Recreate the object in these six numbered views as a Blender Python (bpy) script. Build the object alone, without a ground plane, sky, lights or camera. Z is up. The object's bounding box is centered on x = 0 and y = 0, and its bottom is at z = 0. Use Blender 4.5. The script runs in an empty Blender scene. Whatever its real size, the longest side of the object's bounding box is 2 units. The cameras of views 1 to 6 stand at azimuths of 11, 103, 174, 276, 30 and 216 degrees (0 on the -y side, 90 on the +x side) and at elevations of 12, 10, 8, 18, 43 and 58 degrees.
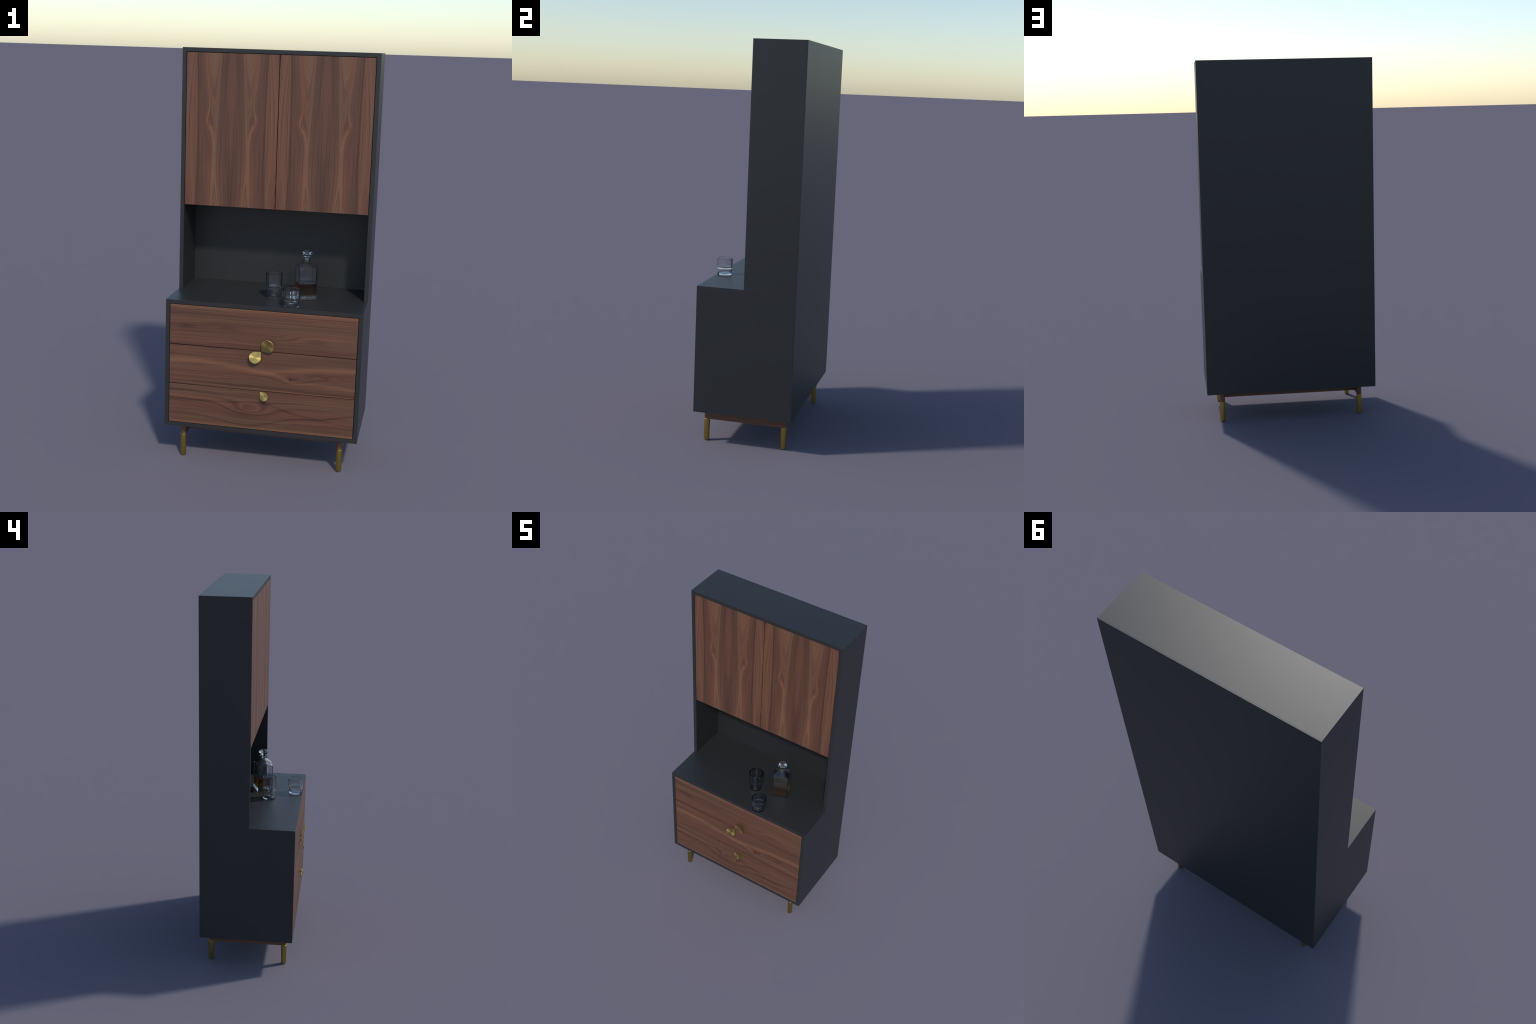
"""Tall two-tone sideboard cabinet with a bar niche, a decanter and two tumblers."""
import bpy, bmesh, math
from mathutils import Vector, Matrix

# ------------------------------------------------------------------ sizes (m)
HW = 0.4761            # half width of both cases
T = 0.0195             # carcass panel thickness
Y_BACK = 0.2646
Y_UP = 0.0027          # front of the upper case
Y_LOW = -0.2349        # front of the lower case
Z_BOT, Z_MID, Z_TOP = 0.1676, 0.8092, 2.0
Y_BOARD = 0.2603          # the cases end here; one board covers both
Y_IN = 0.2415          # inner face of the back panel
GAP = 0.0028           # reveal round doors and drawers
DOOR_BOTTOM = 1.238
FRONT_T = 0.019        # thickness of doors and drawer fronts
LEG_X, LEG_YF, LEG_YB = 0.3905, -0.1860, 0.2134
LEG_R, SLEEVE_R, SLEEVE_TOP = 0.0134, 0.0150, 0.1130

# ------------------------------------------------------------ node expressions
class Ex:
    """A float socket that can be combined with + - * / into Math nodes."""
    def __init__(self, g, s):
        self.g, self.s = g, s
    def _m(self, op, *others):
        n = self.g.nodes.new("ShaderNodeMath"); n.operation = op
        for i, o in enumerate((self,) + others):
            if isinstance(o, Ex): self.g.links.new(o.s, n.inputs[i])
            else: n.inputs[i].default_value = float(o)
        return Ex(self.g, n.outputs[0])
    def __add__(self, o): return self._m("ADD", o)
    __radd__ = __add__
    def __mul__(self, o): return self._m("MULTIPLY", o)
    __rmul__ = __mul__
    def __sub__(self, o): return self._m("SUBTRACT", o)
    def __rsub__(self, o): return (self * -1.0) + o
    def __truediv__(self, o): return self._m("DIVIDE", o)
    def abs(self): return self._m("ABSOLUTE")
    def sqrt(self): return self._m("SQRT")
    def sign(self): return self._m("SIGN")
    def pow(self, e): return self._m("POWER", e)
    def min(self, o): return self._m("MINIMUM", o)
    def max(self, o): return self._m("MAXIMUM", o)
    def exp(self): return self._m("EXPONENT")
    def clamp(self): return self.max(0.0).min(1.0)
    def smooth(self, a, b):
        n = self.g.nodes.new("ShaderNodeMapRange"); n.interpolation_type = "SMOOTHSTEP"
        self.g.links.new(self.s, n.inputs[0])
        n.inputs[1].default_value, n.inputs[2].default_value = a, b
        return Ex(self.g, n.outputs[0])

class Shader:
    def __init__(self, name):
        self.mat = bpy.data.materials.new(name); self.mat.use_nodes = True
        self.g = self.mat.node_tree
        self.bsdf = self.g.nodes["Principled BSDF"]
    def set(self, **kw):
        for k, v in kw.items():
            self.bsdf.inputs[k.replace("_", " ")].default_value = v
        return self
    def object_xyz(self):
        c = self.g.nodes.new("ShaderNodeTexCoord"); s = self.g.nodes.new("ShaderNodeSeparateXYZ")
        self.g.links.new(c.outputs["Object"], s.inputs[0])
        return [Ex(self.g, o) for o in s.outputs]
    def noise(self, x, y, z=0.0, detail=3.0, rough=0.5):
        c = self.g.nodes.new("ShaderNodeCombineXYZ")
        for i, o in enumerate((x, y, z)):
            if isinstance(o, Ex): self.g.links.new(o.s, c.inputs[i])
            else: c.inputs[i].default_value = o
        n = self.g.nodes.new("ShaderNodeTexNoise"); n.inputs["Scale"].default_value = 1.0
        n.inputs["Detail"].default_value = detail; n.inputs["Roughness"].default_value = rough
        self.g.links.new(c.outputs[0], n.inputs["Vector"])
        return Ex(self.g, n.outputs["Fac"])
    def ramp(self, fac, stops):
        n = self.g.nodes.new("ShaderNodeValToRGB"); e = n.color_ramp.elements
        while len(e) < len(stops): e.new(0.5)
        for el, (p, c) in zip(e, stops): el.position = p; el.color = (*c, 1.0)
        self.g.links.new(fac.s, n.inputs[0]); return n.outputs[0]
    def curve(self, x, pts, lo, hi):
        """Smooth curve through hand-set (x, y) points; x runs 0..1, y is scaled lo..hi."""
        n = self.g.nodes.new("ShaderNodeFloatCurve"); c = n.mapping.curves[0]
        while len(c.points) < len(pts): c.points.new(0.5, 0.5)
        for p, (a, b) in zip(c.points, pts): p.location = (a, (b - lo) / (hi - lo))
        n.mapping.update(); n.inputs["Factor"].default_value = 1.0
        self.g.links.new(x.s, n.inputs["Value"])
        return Ex(self.g, n.outputs[0]) * (hi - lo) + lo
    def mix(self, fac, a, b):
        n = self.g.nodes.new("ShaderNodeMix"); n.data_type = "RGBA"
        self.g.links.new(fac.s, n.inputs[0])
        for i, o in ((6, a), (7, b)):
            if isinstance(o, tuple): n.inputs[i].default_value = (*o, 1.0)
            else: self.g.links.new(o, n.inputs[i])
        return n.outputs[2]
    def color(self, sock):
        self.g.links.new(sock, self.bsdf.inputs["Base Color"])
    def bump(self, h, strength, dist):
        n = self.g.nodes.new("ShaderNodeBump")
        n.inputs["Strength"].default_value = strength; n.inputs["Distance"].default_value = dist
        self.g.links.new(h.s, n.inputs["Height"]); self.g.links.new(n.outputs[0], self.bsdf.inputs["Normal"])

def blob(x, y, x0, y0, sx, sy):
    a, b = (x - x0) / sx, (y - y0) / sy
    return ((a * a + b * b) * -1.0).exp()

# ------------------------------------------------------------------ materials
WOOD_STOPS = [(0.0, (0.036, 0.0155, 0.0085)), (0.25, (0.070, 0.0305, 0.0175)), (0.50, (0.127, 0.0590, 0.0340)), (0.90, (0.206, 0.0920, 0.0495))]

def walnut_colour(sh, value, tone):
    """Value 0..1 runs from dark late wood to light flame; tone shifts between grey-brown and red-brown."""
    col = sh.ramp(value.clamp(), WOOD_STOPS)
    n = sh.g.nodes.new("ShaderNodeMix"); n.data_type = "RGBA"; n.blend_type = "MULTIPLY"
    n.inputs[0].default_value = 1.0
    hue = sh.mix(tone.smooth(0.36, 0.64), (0.98, 1.025, 1.01), (1.035, 0.96, 0.98))
    sh.g.links.new(col, n.inputs[6]); sh.g.links.new(hue, n.inputs[7])
    sh.color(n.outputs[2])
    sh.bump(value, 0.06, 0.0005)

def signed_root(f):
    return f.sign() * f.abs().sqrt()

def door_wood():
    """Book-matched upright veneer, mirrored at the middle of each door: a pale stem that forks
    round a knot into nested V's, a dark joint line, and pale slanting grain along the edge."""
    sh = Shader("door_walnut").set(Roughness=0.46, Specular_IOR_Level=0.5)
    x, _, z = sh.object_xyz()
    d0, q = x.abs() / 0.2256, z / 0.7395
    wob = sh.noise(d0 * 2.0, q * 3.0, 1.3, 2.0) - 0.5
    wob2 = sh.noise(d0 * 9.0, q * 7.0, 5.1, 1.0) - 0.5
    d = d0 + wob * 0.045 + wob2 * 0.010
    # grain swells outward round the knot
    d = d - blob(d0, q, 0.555, 0.560, 0.110, 0.075) * 0.088
    a, b = d - q * 0.055 - 0.352, q - 0.300
    f1 = a * a - b * b * 0.064
    g1 = signed_root(f1 + 0.0010)
    outer = a.sign() * 0.5 + 0.5
    pos = g1.max(0.0)
    dd = pos * (q.smooth(0.18, 0.50) * 0.45 + 0.70) * a.sign() + 0.37
    a2, b2 = d - 1.10, q - 0.52
    g2 = signed_root(a2 * a2 - b2 * b2 * 0.20 + 0.004)
    s = (d0 + b2 * b2 * -0.12).smooth(0.735, 0.775)
    base = sh.curve(dd.clamp(), [(0.0, 0.44), (0.06, 0.38), (0.13, 0.35), (0.20, 0.38), (0.27, 0.43), (0.315, 0.50), (0.336, 0.78), (0.37, 0.90),
                                 (0.410, 0.84), (0.428, 0.52), (0.50, 0.44), (0.56, 0.38), (0.63, 0.36), (0.69, 0.42), (1.0, 0.40)], 0.0, 1.0)
    e = d0 - b2 * b2 * 0.12
    edge_tone = q.smooth(0.30, 0.05) * e.smooth(0.78, 0.90) * -0.16 + q.smooth(0.75, 0.95) * e.smooth(0.90, 0.97) * -0.12 + 0.68
    base = base * (s * -1.0 + 1.0) + edge_tone * s - (e.smooth(0.700, 0.718) - e.smooth(0.738, 0.752)) * 0.12
    neg = (g1 * -1.0).max(0.0)
    inside = neg.smooth(0.004, 0.035)
    base = base - inside * 0.25
    key = g1 + outer * 3.0
    key1 = key * (s * -1.0 + 1.0) + (g2 * -1.0 + 9.0) * s
    fine = sh.noise(key1 * 105.0, q * 1.5, 7.7, 2.0, 0.6)
    mid = sh.noise(key1 * 24.0, q * 1.0, 2.7, 1.0)
    lines = (sh.noise(key1 * 62.0, q * 0.9, 4.2, 1.0).smooth(0.55, 0.65)) * (s * 0.14 + inside * 0.08 + 0.17)
    fibre = sh.noise(d0 * 120.0, q * 8.0, 0.0, 2.0)
    quiet = (base.smooth(0.70, 0.88) * -0.65) + 1.0
    value = base + ((fine - 0.5) * 1.02 + (mid - 0.5) * 0.36 - lines) * quiet + (fibre - 0.5) * 0.18
    value = value + (sh.noise(key1 * 30.0, q * 0.8, 6.1, 1.0) - 0.5) * 0.50 * s
    core = blob(d0, q, 0.518, 0.547, 0.012, 0.0085) * 0.42 + blob(d0 + (q - 0.545) * 1.6, q, 0.478, 0.537, 0.032, 0.009) * 0.20 + blob(d0, q, 0.500, 0.566, 0.022, 0.018) * 0.12
    value = (value - 0.47) * 0.84 + 0.475 - core
    tone = sh.noise(d0 * 5.0, q * 0.9, 9.0, 1.0) + d0.smooth(0.76, 0.80) * 0.14 + base.smooth(0.70, 0.9) * 0.07
    walnut_colour(sh, value, tone)
    return sh.mat

def drawer_wood():
    """One level veneer running across all three drawer fronts: pale band that splits at a knot,
    dark streaks, pointed arches and an eye in the lowest drawer."""
    sh = Shader("drawer_walnut").set(Roughness=0.46, Specular_IOR_Level=0.5)
    x, _, z = sh.object_xyz()
    t = x / 0.9086 + 0.5
    w = sh.noise(x * 2.2, z * 6.0, 4.4, 2.0) - 0.5
    w2 = sh.noise(x * 8.0, z * 26.0, 2.2, 1.0) - 0.5
    zz = z + w2 * 0.006
    f = z + w * 0.024 + w2 * 0.006
    f = f + blob(x, z, -0.046, 0.090, 0.140, 0.042) * 0.066
    def arch(x0, z0, reach, h, amp):
        k = (z - z0) / h
        return (x - x0).smooth(0.0, reach) * (k * k * -1.0).exp() * amp
    f = f - arch(0.03, 0.486, 0.22, 0.030, 0.036) - arch(0.085, 0.300, 0.10, 0.014, 0.014)
    f = f - arch(0.25, 0.297, 0.16, 0.022, 0.026) - arch(0.29, 0.082, 0.10, 0.022, 0.020)
    f = f + arch(-0.16, 0.500, -0.22, 0.022, 0.014)
    f = f + blob(x, z, 0.140, 0.262, 0.075, 0.028) * 0.030
    def streak(pts, wid, lo=-0.05, hi=0.65):
        k = (zz - sh.curve(t.clamp(), pts, lo, hi)) / wid
        return (k * k * -1.0).exp()
    band = streak([(0.0, 0.319), (0.144, 0.324), (0.289, 0.314), (0.41, 0.3036), (0.482, 0.297), (0.579, 0.300), (0.771, 0.324), (1.0, 0.334)], 0.0125)
    arm = streak([(0.0, 0.30), (0.40, 0.302), (0.482, 0.296), (0.555, 0.288), (0.604, 0.276), (0.643, 0.259), (0.68, 0.250), (0.774, 0.255), (1.0, 0.242)], 0.0065)
    purple = streak([(0.0, 0.404), (0.2, 0.403), (0.48, 0.406), (0.7, 0.406), (1.0, 0.403)], 0.0085)
    low = streak([(0.0, 0.212), (0.25, 0.219), (0.5, 0.2175), (0.75, 0.213), (1.0, 0.208)], 0.0065)
    bright2 = streak([(0.0, 0.195), (0.25, 0.199), (0.5, 0.202), (0.75, 0.203), (1.0, 0.2016)], 0.0035)
    d3a = streak([(0.0, 0.1185), (0.147, 0.1226), (0.342, 0.128), (0.46, 0.138), (0.52, 0.136), (0.585, 0.121), (0.684, 0.0962), (0.806, 0.0826), (0.903, 0.0956), (1.0, 0.115)], 0.0055)
    d3b = streak([(0.0, 0.048), (0.123, 0.0478), (0.246, 0.0364), (0.344, 0.0228), (0.442, 0.016), (0.54, 0.0339), (0.636, 0.0584), (0.782, 0.0737), (1.0, 0.0605)], 0.0055)
    eye = (blob(x, z, -0.052, 0.088, 0.105, 0.036) - blob(x, z, -0.030, 0.094, 0.060, 0.019) * 0.9).max(0.0)
    edge = z.smooth(0.018, 0.0) * 0.30 + z.smooth(0.578, 0.596) * 0.28
    base = band * 0.36 + arm * t.smooth(0.40, 0.52) * 0.24 + bright2 * t.smooth(0.1, 0.4) * 0.26 + edge + 0.46
    base = base - purple * 0.16 - low * 0.14 - d3a * 0.18 - d3b * (t.smooth(1.0, 0.75) * 0.6 + 0.4) * 0.17 - eye * 0.22
    base = base - blob(x, z, -0.368, 0.492, 0.040, 0.010) * 0.20 - blob(x, z, -0.165, 0.498, 0.050, 0.010) * 0.14
    base = base - blob(x, z, 0.115, 0.298, 0.050, 0.006) * 0.20 - blob(x, z, 0.27, 0.300, 0.050, 0.006) * 0.14 - blob(x, z, -0.195, 0.312, 0.030, 0.004) * 0.2
    base = base + blob(x, z, 0.30, 0.49, 0.16, 0.018) * 0.12
    mid = sh.noise(f * 42.0, x * 0.8, 3.1, 1.0)
    fine = sh.noise(f * 190.0, x * 1.2, 7.7, 3.0, 0.6)
    fibre = sh.noise(x * 5.0, z * 380.0, 0.0, 2.0)
    quiet = band * -0.5 + 1.0
    value = base + ((mid - 0.5) * 0.34 + (fine - 0.5) * 0.90) * quiet + (fibre - 0.5) * 0.22
    core = blob(x, z, 0.1425, 0.268, 0.0050, 0.0110) * 0.32 + blob(x - (z - 0.266) * 1.0, z, 0.153, 0.271, 0.016, 0.0070) * 0.24
    value = value - core
    tone = sh.noise(x * 1.1, z * 16.0, 5.0, 1.0) + purple * 0.2 + low * 0.1
    walnut_colour(sh, value, tone)
    return sh.mat

def frame_wood():
    sh = Shader("frame_walnut").set(Roughness=0.46, Specular_IOR_Level=0.5)
    x, y, z = sh.object_xyz()
    f = z + (sh.noise(x * 4.0, y * 6.0, z * 30.0, 2.0) - 0.5) * 0.03
    rings = sh.noise(f * 110.0, y * 2.0 + x * 2.0, 7.7, 3.0, 0.6)
    fibre = sh.noise(x * 60.0, y * 20.0, z * 200.0, 2.0)
    walnut_colour(sh, (rings - 0.5) * 0.9 + (fibre - 0.5) * 0.3 + 0.54, sh.noise(x * 2.0, y * 3.0, z * 9.0, 1.0))
    return sh.mat

def paint():
    sh = Shader("charcoal_paint").set(Roughness=0.42)
    x, y, z = sh.object_xyz()
    n = sh.noise(x * 3.0, y * 3.0, z * 3.0, 3.0)
    sh.color(sh.ramp(n, [(0.3, (0.0225, 0.0230, 0.0240)), (0.7, (0.0240, 0.0246, 0.0256))]))
    return sh.mat

BRASS = (0.56, 0.42, 0.14, 1.0)
def brass():
    sh = Shader("brass").set(Base_Color=(0.44, 0.32, 0.085, 1.0), Metallic=1.0, Roughness=0.38)  # base darkened below BRASS for dim ground reflections on legs, shading on posts
    return sh.mat

def turned_brass():
    """Face-turned brass: circular brush marks give the bow-tie highlight."""
    sh = Shader("turned_brass").set(Base_Color=BRASS, Metallic=1.0, Roughness=0.40, Anisotropic=0.75)
    t = sh.g.nodes.new("ShaderNodeTangent"); t.direction_type = "RADIAL"; t.axis = "Z"
    sh.g.links.new(t.outputs[0], sh.bsdf.inputs["Tangent"])
    return sh.mat

def clear(name, col, ior=1.5):
    return Shader(name).set(Base_Color=(*col, 1.0), Transmission_Weight=1.0, Roughness=0.0, IOR=ior).mat

M_DOOR, M_DRAWER, M_FRAME, M_PAINT = door_wood(), drawer_wood(), frame_wood(), paint()
M_BRASS, M_TURNED = brass(), turned_brass()
M_GLASS, M_WHISKY = clear("clear_glass", (0.97, 0.98, 0.98)), clear("amber_spirit", (0.37, 0.155, 0.006), 1.01)

# -------------------------------------------------------------------- helpers
def add(name, bm, mat, parent=None, loc=(0, 0, 0), bevel=0.0, seg=2, smooth=None):
    bmesh.ops.recalc_face_normals(bm, faces=bm.faces)
    me = bpy.data.meshes.new(name); bm.to_mesh(me); bm.free()
    me.materials.append(mat)
    ob = bpy.data.objects.new(name, me); bpy.context.scene.collection.objects.link(ob)
    ob.location = loc
    if parent: ob.parent = parent
    if bevel:
        m = ob.modifiers.new("soft_edge", "BEVEL"); m.width, m.segments, m.limit_method = bevel, seg, "ANGLE"
        m.harden_normals = True
    if smooth is not None:
        me.shade_smooth(); me.set_sharp_from_angle(angle=math.radians(smooth))
    elif bevel:
        me.shade_smooth(); me.set_sharp_from_angle(angle=math.radians(50))
    return ob

def box(bm, lo, hi):
    r = bmesh.ops.create_cube(bm, size=1.0)["verts"]
    for v in r:
        v.co = Vector([(a + b) / 2 + c * (b - a) for a, b, c in zip(lo, hi, v.co)])

def prism(bm, ring, y0, y1):
    """Close an (x, z) outline between two depths."""
    a = [bm.verts.new((x, y0, z)) for x, z in ring]; b = [bm.verts.new((x, y1, z)) for x, z in ring]
    n = len(ring)
    bm.faces.new(a); bm.faces.new(b[::-1])
    for i in range(n): bm.faces.new((a[i], b[i], b[(i + 1) % n], a[(i + 1) % n]))

def lathe(bm, prof, n=64):
    """Turn a closed (r, z) profile; points with r = 0 become poles."""
    rings = []
    for r, z in prof:
        if r < 1e-6: rings.append([bm.verts.new((0, 0, z))])
        else: rings.append([bm.verts.new((r * math.cos(2 * math.pi * i / n), r * math.sin(2 * math.pi * i / n), z)) for i in range(n)])
    for p, q in zip(rings, rings[1:]):
        for i in range(n):
            j = (i + 1) % n
            vs = [p[i % len(p)], p[j % len(p)], q[j % len(q)], q[i % len(q)]]
            vs = [v for k, v in enumerate(vs) if v not in vs[:k]]
            if len(vs) > 2: bm.faces.new(vs)

def round_profile(pts, rad, steps=4):
    """Round the inner corners of an open profile; rad is a list of radii (0 keeps the corner)."""
    out = [pts[0]]
    for i in range(1, len(pts) - 1):
        p, a, b = Vector(pts[i]), Vector(pts[i - 1]), Vector(pts[i + 1])
        r = min(rad[i], (a - p).length * 0.45, (b - p).length * 0.45)
        if r <= 0: out.append(pts[i]); continue
        s, e = p + (a - p).normalized() * r, p + (b - p).normalized() * r
        for k in range(steps + 1):
            t = k / steps
            out.append(tuple(s * (1 - t) ** 2 + p * 2 * t * (1 - t) + e * t * t))
    return out + [pts[-1]]

def thing(name, label, category, loc):
    ob = bpy.data.objects.new(name, None); bpy.context.scene.collection.objects.link(ob)
    ob.location = loc; ob.empty_display_size = 0.1
    ob["label"], ob["category"] = label, category
    return ob

# ------------------------------------------------------------------- cabinet
cab = thing("sideboard_cabinet", "tall charcoal cabinet with walnut doors, drawers and brass legs", "cabinet", (0, 0, 0))

# lower case: open-fronted box made as one shell, so no faces coincide
def open_box(z0, z1, y0, bottom):
    bm = bmesh.new()
    zi = z0 + T if bottom else z0
    out = [(-HW, z0), (HW, z0), (HW, z1), (-HW, z1)]
    inn = [(-HW + T, zi), (HW - T, zi), (HW - T, z1 - T), (-HW + T, z1 - T)]
    of, ob_ = [bm.verts.new((x, y0, z)) for x, z in out], [bm.verts.new((x, Y_BOARD - 0.0002, z)) for x, z in out]
    nf, nb = [bm.verts.new((x, y0, z)) for x, z in inn], [bm.verts.new((x, Y_IN, z)) for x, z in inn]
    for i in range(4):
        j = (i + 1) % 4
        if i == 0 and not bottom:
            bm.faces.new((ob_[0], ob_[1], nb[1], nb[0]))
            bm.faces.new((of[0], ob_[0], nb[0], nf[0])); bm.faces.new((of[1], nf[1], nb[1], ob_[1]))
            continue
        bm.faces.new((of[i], of[j], nf[j], nf[i]))
        bm.faces.new((of[i], ob_[i], ob_[j], of[j]))
        bm.faces.new((nf[i], nf[j], nb[j], nb[i]))
    bm.faces.new(ob_); bm.faces.new(nb)
    return bm

add("lower_case", open_box(Z_BOT, Z_MID, Y_LOW, True), M_PAINT, cab, bevel=0.0006)
add("upper_case", open_box(Z_MID + 0.0003, Z_TOP, Y_UP, False), M_PAINT, cab, bevel=0.0005)
bm = bmesh.new(); box(bm, (-HW, Y_BOARD, Z_BOT), (HW, Y_BACK, Z_TOP))
add("back_board", bm, M_PAINT, cab)
# recessed joint between the two cases
bm = bmesh.new()
for s in (-1, 1):
    xs = sorted((s * (HW - 0.004), s * (HW - T + 0.004)))
    box(bm, (xs[0], Y_UP + 0.004, Z_MID - 0.0005), (xs[1], Y_BOARD - 0.004, Z_MID + 0.0025))
box(bm, (-HW + T, Y_IN + 0.004, Z_MID - 0.0005), (HW - T, Y_BOARD - 0.004, Z_MID + 0.0025))
add("case_joint", bm, M_PAINT, cab)
# niche ceiling behind the doors
bm = bmesh.new(); box(bm, (-HW + T + 0.0003, Y_UP + FRONT_T + 0.0012, DOOR_BOTTOM + 0.0005), (HW - T - 0.0003, Y_IN - 0.0003, DOOR_BOTTOM + 0.02))
add("niche_ceiling", bm, M_PAINT, cab)

# doors
IN = HW - T
MEET = 0.0034           # gap where the doors meet
door_w = (2 * IN - 2 * GAP - MEET) / 2
door_h = Z_TOP - T - GAP - DOOR_BOTTOM
bm = bmesh.new(); box(bm, (-door_w / 2, 0, 0), (door_w / 2, FRONT_T, door_h))
door = add("door", bm, M_DOOR, cab, (-(door_w + MEET) / 2, Y_UP, DOOR_BOTTOM), bevel=0.0006)
d2 = door.copy(); d2.location.x = (door_w + MEET) / 2
bpy.context.scene.collection.objects.link(d2)

# drawers share one origin so that the veneer runs on across them
D0, D1 = Z_BOT + T + GAP, Z_MID - T - GAP
SEAM = 0.0033
DH = (D1 - D0 - 2 * SEAM) / 3
drawers = []
for k in range(3):
    z0 = k * (DH + SEAM)
    bm = bmesh.new(); box(bm, (-IN + GAP, 0, z0), (IN - GAP, FRONT_T, z0 + DH))
    drawers.append(add("drawer", bm, M_DRAWER, cab, (0, Y_LOW, D0), bevel=0.0005))

# leaf-shaped pulls: a disc with one square corner, on a short post, leaning out from the drawer
def pull(drawer, r, tip, e1, tilt=15.0, thick=0.0028):
    bm = bmesh.new()
    n = 56
    ring = [(r, r)] + [(r * math.cos(a), r * math.sin(a)) for a in (math.radians(90 + 270 * i / n) for i in range(n + 1))]
    def layer(s, z):
        return [bm.verts.new((x * s, y * s, z)) for x, y in ring]
    lays = [layer(0.985, 0.0), layer(1.0, -0.0005), layer(1.0, -thick + 0.0006), layer(0.97, -thick)]
    bm.faces.new(lays[0]); bm.faces.new(lays[-1][::-1])
    m = len(ring)
    for p, q in zip(lays, lays[1:]):
        for i in range(m): bm.faces.new((p[i], q[i], q[(i + 1) % m], p[(i + 1) % m]))
    e1 = Vector(e1).normalized(); out = Vector((0, -1, 0)); a = math.radians(tilt)
    d1 = e1 * math.cos(a) + out * math.sin(a); nrm = out * math.cos(a) - e1 * math.sin(a)
    A, B = -d1, nrm.cross(-d1)
    X, Y = (A - B) / math.sqrt(2), (A + B) / math.sqrt(2)
    tip = Vector(tip); centre = tip + d1 * (r * math.sqrt(2))
    M = Matrix((X, Y, nrm)).transposed().to_4x4(); M.translation = centre
    # post, in world axes, brought into the plate's space
    foot = tip + e1 * (0.30 * r + 0.004); foot.y = Y_LOW - 0.0003
    depth = -(tip.y - foot.y) + 0.30 * r * math.tan(a) + 0.0008
    inv = M.inverted()
    rp = 0.0048 + 0.04 * r
    plate_faces = len(bm.faces)
    rows = []
    for s, t in ((1.06, 0.0), (1.0, 0.25), (1.0, 1.0)):
        row = []
        for i in range(24):
            c = math.cos(2 * math.pi * i / 24); si = math.sin(2 * math.pi * i / 24)
            p = foot + Vector((rp * s * c, 0, rp * s * si))
            slope = math.tan(a) * ((p - tip).dot(e1))
            surf = tip.y - slope + 0.0016
            p.y = foot.y + (surf - foot.y) * t
            row.append(bm.verts.new(inv @ p))
        rows.append(row)
    for p, q in zip(rows, rows[1:]):
        for i in range(24): bm.faces.new((p[i], p[(i + 1) % 24], q[(i + 1) % 24], q[i]))
    bm.faces.new(rows[0]); bm.faces.new(rows[-1][::-1])
    bm.faces.ensure_lookup_table()
    for f in bm.faces[plate_faces:]: f.material_index = 1
    ob = add("handle", bm, M_TURNED, None, smooth=18)
    ob.data.materials.append(M_BRASS)
    ob.parent = drawer
    ob.matrix_parent_inverse = Matrix.Translation(-drawer.location)
    ob.matrix_basis = M
    return ob

TIP_Y = -0.2442
pull(drawers[2], 0.0325, (0.0, TIP_Y, 0.5885), (1, 0, 1))
pull(drawers[1], 0.0283, (-0.0005, TIP_Y, 0.5872), (-1, 0, -1))
pull(drawers[0], 0.0213, (0.0, TIP_Y, 0.3874), (1, 0, -1))

# under-frame: side rails with round ends over the legs, two cross rails, brass sleeves
RAIL_Z0 = 0.1125
def capsule(x, y0, y1, r, n=16):
    return [(x + r * math.cos(a), y1 + r * math.sin(a)) for a in (math.pi * i / n for i in range(n + 1))] + \
           [(x + r * math.cos(a), y0 + r * math.sin(a)) for a in (math.pi + math.pi * i / n for i in range(n + 1))]
for s in (-1, 1):
    bm = bmesh.new()
    ring = capsule(0, LEG_YF, LEG_YB, LEG_R)
    lo, hi = [bm.verts.new((x, y, RAIL_Z0 - 0.0)) for x, y in ring], [bm.verts.new((x, y, Z_BOT - 0.0002)) for x, y in ring]
    bm.faces.new(lo); bm.faces.new(hi)
    for i in range(len(ring)): bm.faces.new((lo[i], lo[(i + 1) % len(ring)], hi[(i + 1) % len(ring)], hi[i]))
    add("side_rail", bm, M_FRAME, cab, (s * LEG_X, 0, 0), bevel=0.002, seg=3)
for y in (-0.1015, 0.1200):
    bm = bmesh.new(); box(bm, (-LEG_X + LEG_R - 0.002, -0.0105, RAIL_Z0 - 0.0003), (LEG_X - LEG_R + 0.002, 0.0105, Z_BOT - 0.0004))
    add("cross_rail", bm, M_FRAME, cab, (0, y, 0), bevel=0.001)
leg_prof = round_profile([(0, 0), (SLEEVE_R * 0.93, 0), (SLEEVE_R, SLEEVE_TOP - 0.0005), (LEG_R - 0.001, SLEEVE_TOP - 0.0005 + 0.0012), (0, SLEEVE_TOP + 0.0005)], [0, 0.0045, 0.0012, 0, 0], 5)
first = None
for x in (-LEG_X, LEG_X):
    for y in (LEG_YF, LEG_YB):
        if first is None:
            bm = bmesh.new(); lathe(bm, leg_prof, 40)
            first = add("leg", bm, M_BRASS, cab, (x, y, 0), smooth=40)
        else:
            o = first.copy(); o.location = (x, y, 0); bpy.context.scene.collection.objects.link(o)

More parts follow.
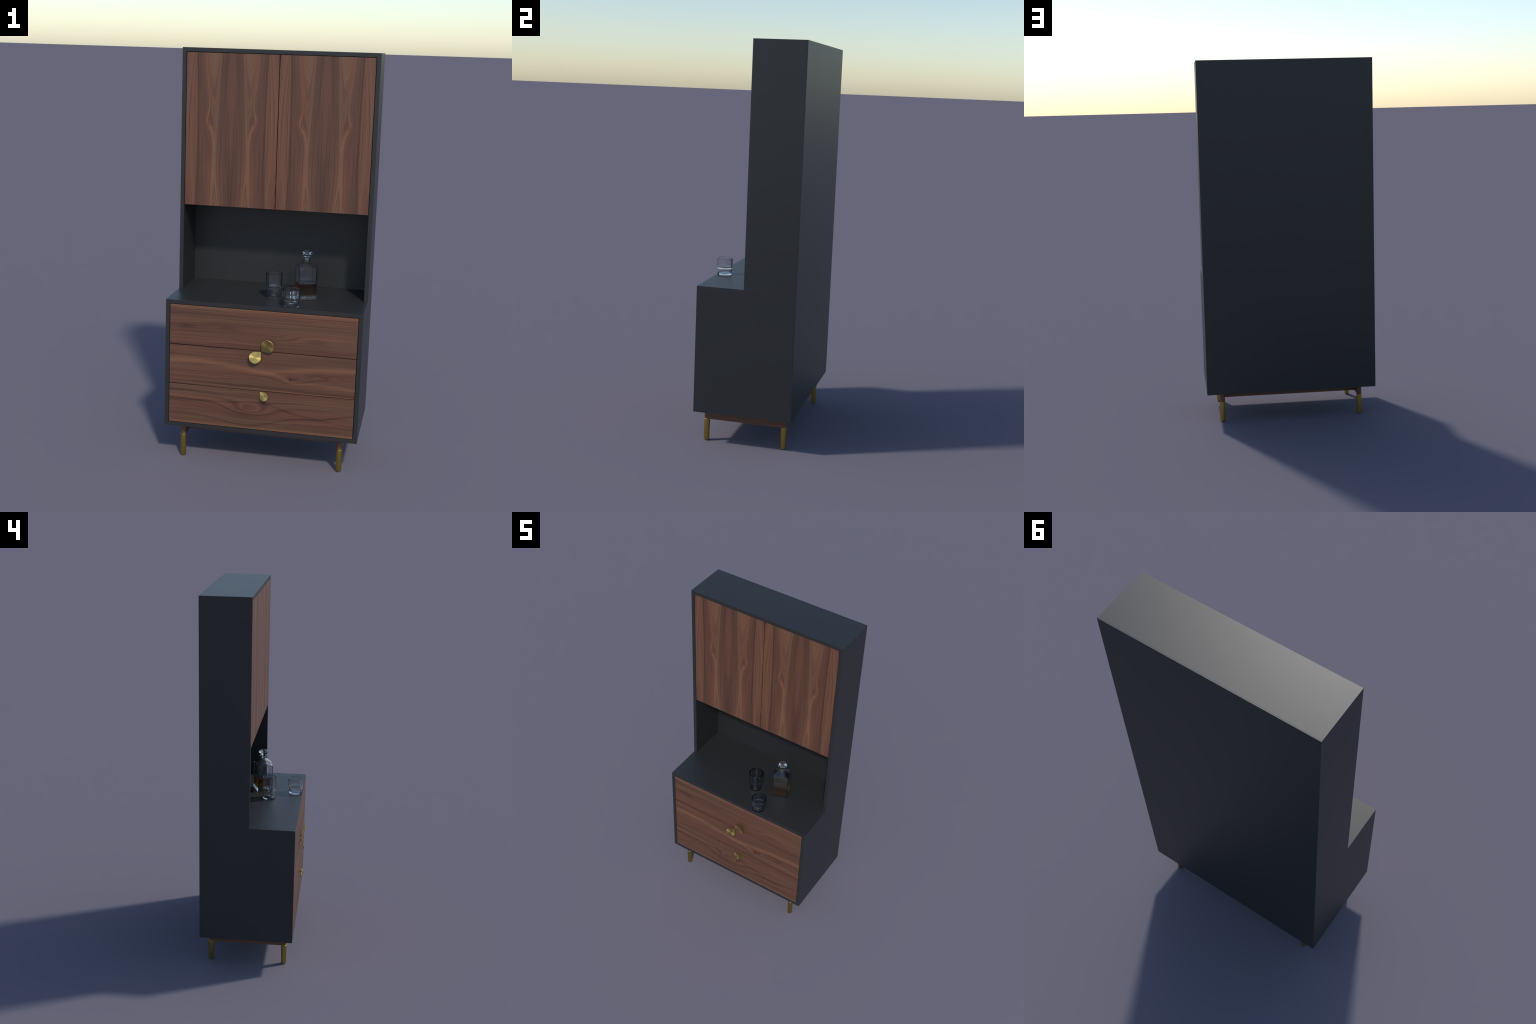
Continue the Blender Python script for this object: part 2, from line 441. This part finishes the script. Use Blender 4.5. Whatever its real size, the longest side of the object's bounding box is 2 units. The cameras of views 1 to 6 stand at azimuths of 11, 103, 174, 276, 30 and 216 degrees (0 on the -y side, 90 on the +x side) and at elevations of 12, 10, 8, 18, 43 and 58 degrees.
# ------------------------------------------------------------------ glassware
def tumbler(label, loc, h, step, r_rim, r_step, r_low, floor):
    r_in = r_low - 0.0032
    outer = [(0, 0.0015), (r_low * 0.55, 0.0015), (r_low - 0.001, 0.0), (r_low, 0.002), (r_low + 0.0004, step - 0.0038), (r_step, step + 0.0038), (r_rim, h),
             (r_rim - 0.0046, h), (r_rim - 0.0048, h - 0.008), (r_step - 0.0046, step + 0.0075), (r_in, step - 0.001), (r_in - 0.0010, floor), (0, floor + 0.0004)]
    rad = [0, 0, 0.001, 0.003, 0.0030, 0.0030, 0.0022, 0.0022, 0, 0.003, 0.003, 0.004, 0]
    bm = bmesh.new(); lathe(bm, round_profile(outer, rad, 5), 96)
    for v in bm.verts:                       # shallow flutes pressed into the inner wall
        r = math.hypot(v.co.x, v.co.y)
        if r > 0.01 and v.co.z > step + 0.009 and r < r_rim - 0.0032 - 0.02 * (h - v.co.z) and v.co.z < h - 0.0002:
            t = math.atan2(v.co.y, v.co.x)
            k = 1 + (0.013 * math.cos(15 * t) + 0.008 * math.cos(24 * t + 1.0)) * min(1, (h - v.co.z) / 0.006)
            v.co.x *= k; v.co.y *= k
    ob = add("drinking_glass", bm, M_GLASS, None, loc, smooth=35)
    ob["label"], ob["category"] = label, "drinking glass"
    return ob
tumbler("tall clear glass tumbler with stepped waist", (0.0190, -0.0545, Z_MID + 0.0003), 0.1240, 0.0540, 0.0413, 0.0397, 0.0360, 0.0065)
tumbler("short clear glass tumbler with stepped waist", (0.1285, -0.1955, Z_MID + 0.0003), 0.0862, 0.0365, 0.0425, 0.0420, 0.0374, 0.0085)

HALF, TURN = 0.0444, math.radians(21.6)
def square_section(bm, rows, n=128, rot=0.0):
    """Loft: at each height a square of half side h cut back by a circle of radius R."""
    rings = []
    for R, h, z in rows:
        if R <= 0: rings.append([bm.verts.new((0, 0, z))]); continue
        ring = []
        for i in range(n):
            a = 2 * math.pi * (i + 0.5) / n
            c = max(abs(math.cos(a)), abs(math.sin(a)))
            sq = min(h / c, h * 1.398)
            rr = min(R, sq)
            ring.append(bm.verts.new((rr * math.cos(a), rr * math.sin(a), z)))
        rings.append(ring)
    for p, q in zip(rings, rings[1:]):
        for i in range(n):
            j = (i + 1) % n
            vs = [p[i % len(p)], p[j % len(p)], q[j % len(q)], q[i % len(q)]]
            vs = [v for k, v in enumerate(vs) if v not in vs[:k]]
            if len(vs) > 2: bm.faces.new(vs)

def shoulder(z):
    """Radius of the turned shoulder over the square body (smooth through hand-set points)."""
    pts = [(0.150, 0.0615), (0.155, 0.0585), (0.160, 0.0535), (0.1650, 0.0462), (0.170, 0.0390), (0.176, 0.0300), (0.182, 0.0215), (0.187, 0.0165), (0.191, 0.0150), (0.198, 0.0148)]
    if z <= pts[0][0]: return pts[0][1]
    for i, ((z0, r0), (z1, r1)) in enumerate(zip(pts, pts[1:])):
        if z <= z1:
            m0 = (pts[i + 1][1] - pts[max(i - 1, 0)][1]) / (pts[i + 1][0] - pts[max(i - 1, 0)][0])
            k = min(i + 2, len(pts) - 1)
            m1 = (pts[k][1] - r0) / (pts[k][0] - z0)
            t, d = (z - z0) / (z1 - z0), z1 - z0
            return (2*t**3 - 3*t*t + 1) * r0 + (t**3 - 2*t*t + t) * d * m0 + (3*t*t - 2*t**3) * r1 + (t**3 - t*t) * d * m1
    return pts[-1][1]

dec_loc = (0.1683, -0.0035, Z_MID + 0.0003)
dec = thing("whisky_decanter", "square glass decanter half full of amber whisky", "decanter", dec_loc)
dec.rotation_euler.z = TURN
WALL, BASE_T, LEVEL = 0.0036, 0.0205, 0.0768
rows = [(0, HALF, 0.0), (0.08, HALF - 0.0012, 0.0), (0.08, HALF, 0.0014), (0.08, HALF, 0.12), (0.08, HALF, 0.148)]
rows += [(shoulder(0.150 + 0.0008 * i), HALF, 0.150 + 0.0008 * i) for i in range(61)]
rows += [(0.0185, HALF, 0.1995), (0.0208, HALF, 0.2010), (0.0212, HALF, 0.2025), (0.0205, HALF, 0.2042), (0.0180, HALF, 0.2050), (0.0122, HALF, 0.2050), (0.0115, HALF, 0.2030)]
rows += [(0.0112, HALF - WALL, 0.192)]
rows += [(max(0.0110, shoulder(0.191 - 0.001 * i) - WALL), HALF - WALL, 0.1885 - 0.001 * i) for i in range(41)]
rows += [(0.08, HALF - WALL, 0.145), (0.08, HALF - WALL, LEVEL + 0.0006), (0.08, HALF - WALL - 0.0006, LEVEL), (0, HALF - WALL, LEVEL)]
bm = bmesh.new(); square_section(bm, rows)
add("bottle", bm, M_GLASS, dec, smooth=30)
hl = HALF - WALL
bm = bmesh.new(); square_section(bm, [(0, hl, BASE_T), (0.08, hl - 0.0012, BASE_T), (0.08, hl, BASE_T + 0.0014), (0.08, hl, LEVEL - 0.0003), (0, hl, LEVEL - 0.0003)])
add("whisky", bm, M_WHISKY, dec, smooth=30)
stop = [(0, 0.188), (0.0095, 0.188), (0.0105, 0.2045), (0.0118, 0.2075), (0.0138, 0.2115), (0.0165, 0.2150), (0.0240, 0.2190), (0.0270, 0.2220), (0.0277, 0.2248), (0.0268, 0.2272), (0.0225, 0.2290), (0.0195, 0.2320), (0.0170, 0.2350), (0.0100, 0.2370), (0, 0.2374)]
bm = bmesh.new(); lathe(bm, stop, 40)
add("stopper", bm, M_GLASS, dec, smooth=22)
